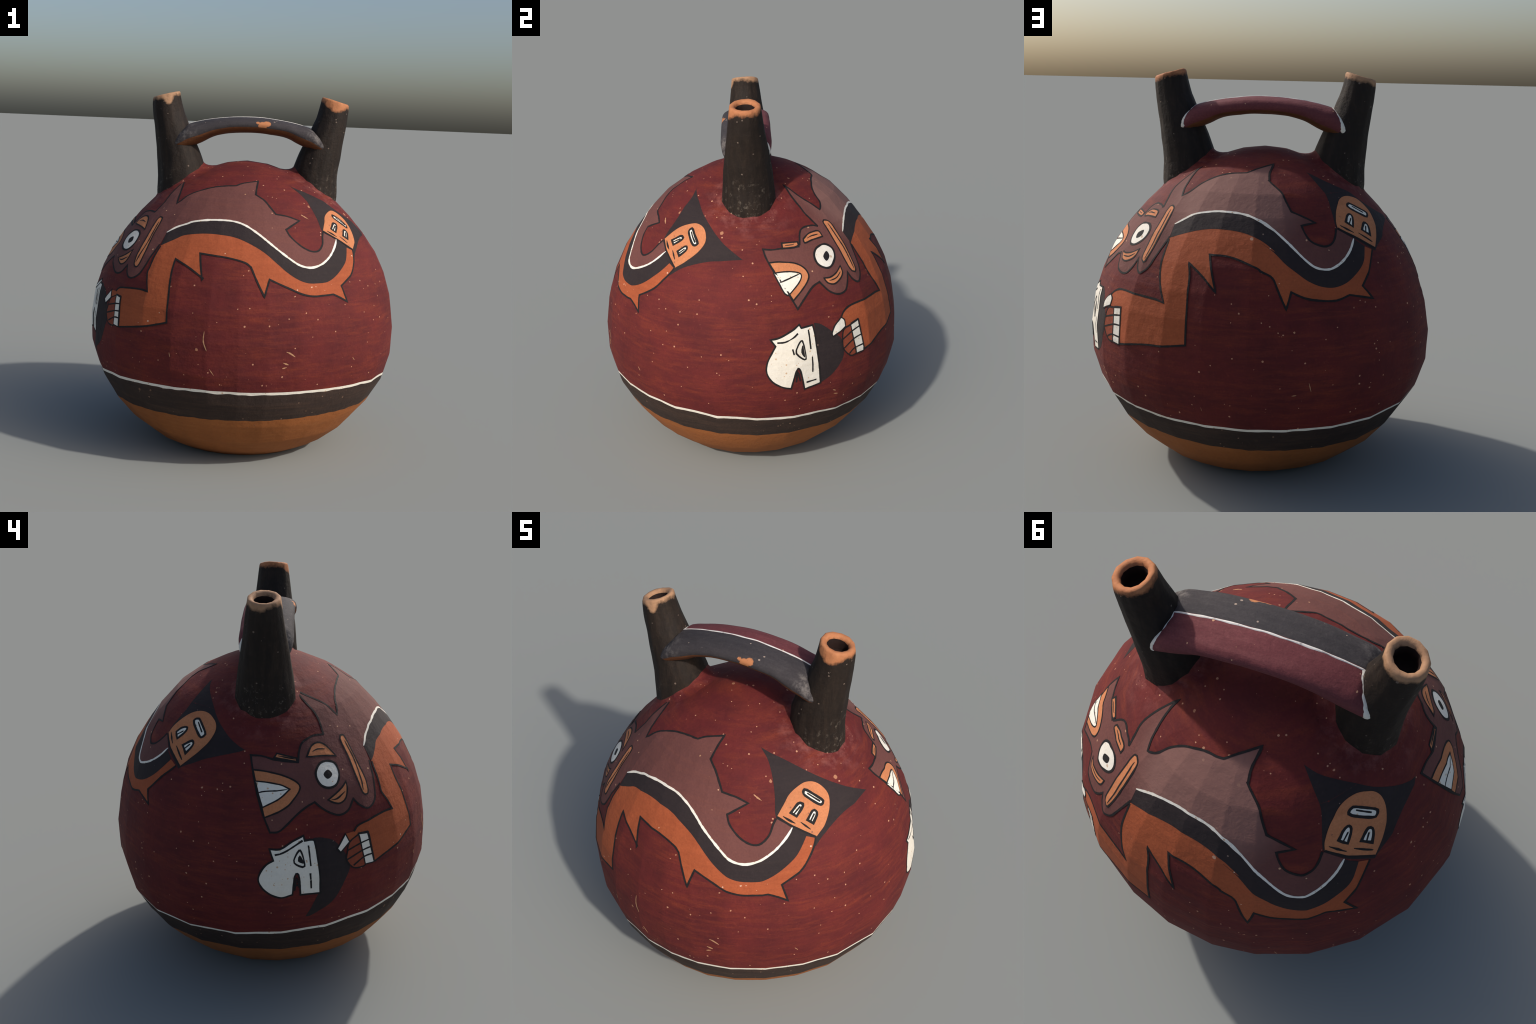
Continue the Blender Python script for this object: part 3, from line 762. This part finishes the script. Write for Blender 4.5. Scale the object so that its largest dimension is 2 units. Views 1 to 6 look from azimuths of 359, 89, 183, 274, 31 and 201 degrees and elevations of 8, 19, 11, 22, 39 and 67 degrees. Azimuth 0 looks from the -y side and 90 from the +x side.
def spout_point(side, angle, z, scale=1.0):
    """angle in degrees, 0 = away from the other spout; the mouth is cut square to the leaning spout"""
    cx, a, b = spout_ring(z)
    if side > 0:                      # the right spout is a little slimmer at its seat
        slim = 0.007 * max(0.0, min(1.0, (1.66 - z) / 0.12))
        a, b = a - slim, b - slim
    c, s = math.cos(RAD(angle)), math.sin(RAD(angle))
    tilt = -0.27 * max(0.0, min(1.0, (z - 1.75) / 0.2)) * a * c * scale
    return Vector((side * (cx + a * c * scale), 0.004 + b * s * scale, z + tilt))


def spout_material(side):
    m = slip("spout_black_slip" if side > 0 else "spout_sooty_slip", (0.0165, 0.0110, 0.0082), (0.042, 0.027, 0.018), 0.8, 0.9, chip_colour=(0.13, 0.09, 0.065), streak_scale=(22.0, 22.0, 2.5), rough=0.7, bump=0.45, mottle=0.4, gloss=0.22)
    t = m.node_tree
    b = t.nodes["Principled BSDF"]
    old = b.inputs["Base Color"].links[0].from_socket
    crust = math_node(t, "MULTIPLY", near_mask(t, (0.45 * side, 0.0, 1.44), 0.13, 0.20), ramp(t, noise_tex(t, (1, 1, 1), 34.0, 6.0, 0.75), 0.56, 0.68))
    old = mix(t, math_node(t, "MULTIPLY", crust, 0.7), old, (0.170, 0.140, 0.110))
    # worn clay at the mouth: depth below the slanting mouth, with a ragged lower border
    c = node(t, "ShaderNodeTexCoord")
    dot = node(t, "ShaderNodeVectorMath", operation="DOT_PRODUCT")
    t.links.new(c.outputs["Object"], dot.inputs[0])
    dot.inputs[1].default_value = (0.259 * side, 0.0, 0.966)
    top = 0.259 * 0.484 + 0.966 * 1.981
    depth = math_node(t, "SUBTRACT", top, dot.outputs["Value"])
    rag = noise_tex(t, (1, 1, 1), 16.0, 5.0, 0.65)
    edge = math_node(t, "ADD", depth, math_node(t, "MULTIPLY", math_node(t, "SUBTRACT", rag, 0.5), 0.075))
    for centre, size in (((0.485, -0.075, 1.93), 0.062), ((0.44, -0.06, 1.955), 0.03)) if side > 0 else (((-0.52, 0.02, 1.945), 0.05), ((-0.46, -0.075, 1.94), 0.035)):
        dv = node(t, "ShaderNodeVectorMath", operation="DISTANCE")
        t.links.new(c.outputs["Object"], dv.inputs[0])
        dv.inputs[1].default_value = centre
        near = math_node(t, "MAXIMUM", math_node(t, "SUBTRACT", 1.0, math_node(t, "DIVIDE", dv.outputs["Value"], size)), 0.0)
        edge = math_node(t, "SUBTRACT", edge, math_node(t, "MULTIPLY", near, 0.05))
    mask = ramp(t, edge, 0.031, 0.008)
    worn = mix(t, noise_tex(t, (1, 1, 1), 30.0, 4.0), (0.520, 0.225, 0.100) if side > 0 else (0.470, 0.270, 0.155), (0.330, 0.110, 0.045) if side > 0 else (0.300, 0.160, 0.085))
    t.links.new(mix(t, mask, old, worn), b.inputs["Base Color"])
    return m


BORE = slip("dark_bore", (0.020, 0.010, 0.008), (0.05, 0.016, 0.010), 0.4, 0.0)


def build_spout(side):
    mat = spout_material(side)
    sub = 3
    n = SIDES * sub

    def at(z, k, scale=1.0):
        i, f = divmod(k, sub)
        a = spout_point(side, 360.0 * i / SIDES + 15, z, scale)
        b = spout_point(side, 360.0 * (i + 1) / SIDES + 15, z, scale)
        return a.lerp(b, f / sub)
    rings = []
    heights = [1.36 + (1.945 - 1.36) * s / 22 for s in range(23)]
    for z in heights:
        rings.append([at(z, k) for k in range(n)])
    for z, sc in ((1.970, 1.0), (1.978, 0.975), (1.982, 0.91), (1.981, 0.78), (1.976, 0.67), (1.964, 0.60)):
        rings.append([at(z, k, sc) for k in range(n)])
    for ring_no, ring in enumerate(rings):
        for v in ring:
            v += Vector((noise.noise(v * 9 + Vector((side * 3, 0, 0))), noise.noise(v * 9 + Vector((5, side, 0))), 0.9 * noise.noise(v * 12 + Vector((0, 7, side))))) * 0.004
    m = len(rings)
    verts = [v for r in rings for v in r]
    faces = [(i * n + k, i * n + (k + 1) % n, (i + 1) * n + (k + 1) % n, (i + 1) * n + k) for i in range(m - 1) for k in range(n)]
    if side < 0:
        faces = [f[::-1] for f in faces]
    spout = make_object("spout", verts, faces, None, mat, pot)
    last = [v.copy() for v in rings[-1]]
    inner = [last]
    for z, sc in ((1.95, 0.57), (1.92, 0.55), (1.89, 0.52)):
        inner.append([at(z, k, sc) for k in range(n)])
    verts = [v for r in inner for v in r] + [sum(inner[-1], Vector()) / n]
    faces = [(i * n + k, i * n + (k + 1) % n, (i + 1) * n + (k + 1) % n, (i + 1) * n + k) for i in range(len(inner) - 1) for k in range(n)]
    e = (len(inner) - 1) * n
    faces += [(e + k, e + (k + 1) % n, e + n) for k in range(n)]
    if side < 0:
        faces = [f[::-1] for f in faces]
    make_object("bore", verts, faces, None, BORE, spout)
    # smeared red clay that seats the spout on the shoulder
    verts, faces = [], []
    steps, rows = 72, 7
    for q in range(steps):
        ang = 360.0 * q / steps
        lo, hi = 1.30, 1.75
        for _ in range(30):
            z = (lo + hi) / 2
            p = spout_point(side, ang, z)
            phi, th = polar_of(p)
            if (p - Vector((0, 0, CENTRE_Z))).length < (surface(phi, th)[0] - Vector((0, 0, CENTRE_Z))).length:
                lo = z
            else:
                hi = z
        inward = 0.5 - 0.5 * math.cos(RAD(ang))
        wob = noise.noise(Vector((q * 0.35, side * 4.0, 0)))
        rise = 0.012 + 0.034 * inward ** 2 + 0.006 * wob
        reach = 0.040 + 0.055 * inward ** 2 + 0.008 * wob
        facet = math.cos(RAD(15)) / math.cos(RAD((ang + 15) % 30 - 15))
        top = spout_point(side, ang, lo + rise, 0.975 * facet)
        mid = spout_point(side, ang, lo + 0.004, 1.01 * facet)
        away = spout_point(side, ang, lo, 1.0) - Vector((side * spout_ring(lo)[0], 0.004, lo))
        away.z = 0
        foot_guess = mid + away.normalized() * reach
        phi, th = polar_of(foot_guess)
        foot, fn = surface(phi, th)
        foot = foot - fn * 0.003
        for r in range(rows):
            t = r / (rows - 1)
            verts.append(top * (1 - t) ** 2 + (mid) * 2 * t * (1 - t) + foot * t * t)
    for q in range(steps):
        for r in range(rows - 1):
            a, b = q * rows + r, ((q + 1) % steps) * rows + r
            faces.append((a, a + 1, b + 1, b) if side > 0 else (a, b, b + 1, a + 1))
    make_object("seating_fillet", verts, faces, None, RED, spout)


# ------------------------------------------------------------------ strap handle
def table(xs, ys, x):
    x = abs(x)
    for i in range(len(xs) - 1):
        if x <= xs[i + 1]:
            t = (x - xs[i]) / (xs[i + 1] - xs[i])
            a = ys[i - 1] if i else ys[1]
            b, c = ys[i], ys[i + 1]
            d = ys[i + 2] if i + 2 < len(ys) else 2 * c - b
            return b + 0.5 * t * (c - a + t * (2 * a - 5 * b + 4 * c - d + t * (3 * (b - c) + d - a)))
    return ys[-1]


SPAN = [0.0, 0.07, 0.14, 0.21, 0.28, 0.35, 0.40, 0.43, 0.46]
TOP = [1.871, 1.869, 1.863, 1.854, 1.840, 1.820, 1.782, 1.748, 1.720]
BOTTOM = [1.783, 1.781, 1.772, 1.754, 1.718, 1.690, 1.668, 1.664, 1.664]
HALF = [0.131, 0.131, 0.131, 0.131, 0.132, 0.132, 0.124, 0.106, 0.080]
# strap section: share of half width, share of height, from the ridge over the rim to the underside
SECTION = [(0.0, 1.0), (0.07, 1.0), (0.22, 0.985), (0.42, 0.955), (0.62, 0.905), (0.78, 0.84), (0.90, 0.75), (0.97, 0.63), (1.0, 0.50), (0.98, 0.37), (0.92, 0.24), (0.80, 0.12), (0.60, 0.04), (0.30, 0.0), (0.0, -0.01)]


def strap_loop():
    return [(-s, f) for s, f in reversed(SECTION[1:-1])] + SECTION      # from -y underside over the top to +y underside


def strap_point(x, s, f):
    top, half = table(SPAN, TOP, x), table(SPAN, HALF, x)
    bot = table(SPAN, BOTTOM, x) + (0.012 if x > 0 else -0.003) * max(0.0, min(1.0, (abs(x) - 0.12) / 0.12))
    q = Vector((x, 0.002 + s * half, bot + f * (top - bot)))
    return q + Vector((0, 1, 1)) * 0.0025 * noise.noise(Vector((x * 7, s * 3, f * 3)))


def joint_edge(share):
    """distance from the middle at which the strap's red half gives way to the white joint line"""
    return 0.350 + 0.050 * max(0.0, share) ** 1.4


def strap_ribbon(name, path, width, material, parent):
    """white line over the strap; path holds (x, section index) pairs, width is along x for joints and along the section for the ridge"""
    loop = strap_loop()

    def on(x, k):
        k = max(0.0, min(len(loop) - 1.001, k))
        i = int(k)
        s = loop[i][0] + (loop[i + 1][0] - loop[i][0]) * (k - i)
        f = loop[i][1] + (loop[i + 1][1] - loop[i][1]) * (k - i)
        p = strap_point(x, s, f)
        q = strap_point(x, loop[i + 1][0], loop[i + 1][1]) - strap_point(x, loop[i][0], loop[i][1])
        n = Vector((1, 0, 0)).cross(q).normalized()
        return p, -n if n.dot(p - Vector((x, 0, table(SPAN, TOP, x) - 0.06))) < 0 else n
    verts, faces = [], []
    cols = 5
    for i, (x, k) in enumerate(path):
        w = width * (1 + 0.45 * noise.noise(Vector((x * 23, k * 1.3, 2.0)))) * min(1.0, 0.5 + min(i, len(path) - 1 - i) / 6.0)
        for c in range(cols):
            u = c / (cols - 1) - 0.5
            p, n = on(x + (u * w if material is not WORN_WHITE else 0.0), k + (u * w / 0.026 if material is WORN_WHITE else 0.0))
            verts.append(p + n * (0.0022 if abs(u) < 0.4 else 0.0002))
    for i in range(len(path) - 1):
        for c in range(cols - 1):
            a = i * cols + c
            faces.append((a, a + 1, a + cols + 1, a + cols))
    make_object(name, verts, faces, None, material, parent)


def build_strap():
    lines = 130
    loop = strap_loop()
    n = len(loop)
    verts = []
    for i in range(lines + 1):
        x = -0.455 + 0.91 * i / lines
        for s, f in loop:
            verts.append(strap_point(x, s, f))
    quads = [(i, k) for i in range(lines) for k in range(n)]
    face_of = lambda i, k: (i * n + k, i * n + (k + 1) % n, (i + 1) * n + (k + 1) % n, (i + 1) * n + k)
    # vertex normals of the whole strap
    normals = [Vector() for _ in verts]
    for i, k in quads:
        f = face_of(i, k)
        nn = (verts[f[2]] - verts[f[0]]).cross(verts[f[3]] - verts[f[1]])
        for j in f:
            normals[j] += nn
    mid_line = lines // 2
    if sum(normals[mid_line * n + k].dot(verts[mid_line * n + k] - Vector((0, 0, 1.83))) for k in range(n)) < 0:
        normals = [-v for v in normals]
        order = lambda f: f[::-1]
    else:
        order = lambda f: f
    normals = [v.normalized() for v in normals]
    zones = {"strap_underside": [], "black_strap_half": [], "red_strap_half": []}
    for i, k in quads:
        f = face_of(i, k)
        x = abs(sum(verts[j].x for j in f) / 4)
        s = (loop[k][0] + loop[(k + 1) % n][0]) / 2
        h = (loop[k][1] + loop[(k + 1) % n][1]) / 2
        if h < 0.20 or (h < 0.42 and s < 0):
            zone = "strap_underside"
        elif s > 0 and x < joint_edge(s):
            zone = "red_strap_half"
        else:
            zone = "black_strap_half"
        zones[zone].append(f)
    mats = {"black_strap_half": STRAP_BLACK, "red_strap_half": STRAP_RED, "strap_underside": STRAP_CLAY}
    handle = None
    for name, faces in zones.items():
        used = sorted({j for f in faces for j in f})
        back = {j: q for q, j in enumerate(used)}
        o = make_object("strap_handle" if handle is None else name, [verts[j] for j in used], [tuple(back[j] for j in order(f)) for f in faces], [normals[j] for j in used], mats[name], handle or pot)
        handle = handle or o
    ridge = len(SECTION) - 2
    strap_ribbon("white_ridge_line", [(-0.355 + 0.71 * i / 120, ridge + 0.5 + 0.25 * noise.noise(Vector((i * 0.09, 0, 5)))) for i in range(121)], 0.023, WORN_WHITE, handle)
    for side in (1, -1):
        path = []
        for i in range(50):
            k = ridge + 0.4 + 9.2 * i / 49
            s = loop[int(k)][0] + (loop[int(k) + 1][0] - loop[int(k)][0]) * (k - int(k))
            path.append((side * (joint_edge(s) + 0.004 + 0.004 * noise.noise(Vector((i * 0.2, side, 0)))), k))
        strap_ribbon("white_joint_line", path, 0.016 if side > 0 else 0.024, WHITE, handle)


def build_scratches():
    """pale scratches and chips in the red wall: path in degrees, width in metres"""
    marks = [([(-102.8, 89.3), (-102.9, 92.5), (-101.7, 95.6)], 0.006), ([(-74.9, 95.2), (-73.6, 95.7), (-71.8, 96.9)], 0.010), ([(-75.9, 98.8), (-74.0, 99.5)], 0.009),
             ([(-76.2, 100.7), (-74.6, 100.3)], 0.008), ([(-58.3, 43.9), (-54.8, 46.1)], 0.009), ([(-100.6, 101.5), (-99.0, 103.6)], 0.004), ([(-47.3, 99.3), (-46.3, 100.4)], 0.009),
             ([(-115.2, 97.7), (-114.8, 99.2)], 0.006), ([(109.3, 100.6), (110.0, 103.2)], 0.005), ([(104.0, 104.1), (105.4, 104.0)], 0.006), ([(76.2, 109.4), (76.4, 110.6)], 0.006),
             ([(29.9, 105.6), (31.2, 106.2)], 0.010), ([(30.6, 107.4), (32.3, 107.8)], 0.008)]
    paint("scratch", [stroke(smooth_curve(m, 0.3), 0.75 * w, 0, 0.9, True) for m, w in marks], SCRATCH, pot, stuff=True)


build_body()
build_animal(FRONT, MAUVE)
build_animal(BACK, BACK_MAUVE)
for side in (1, -1):
    build_spout(side)
build_strap()
build_scratches()
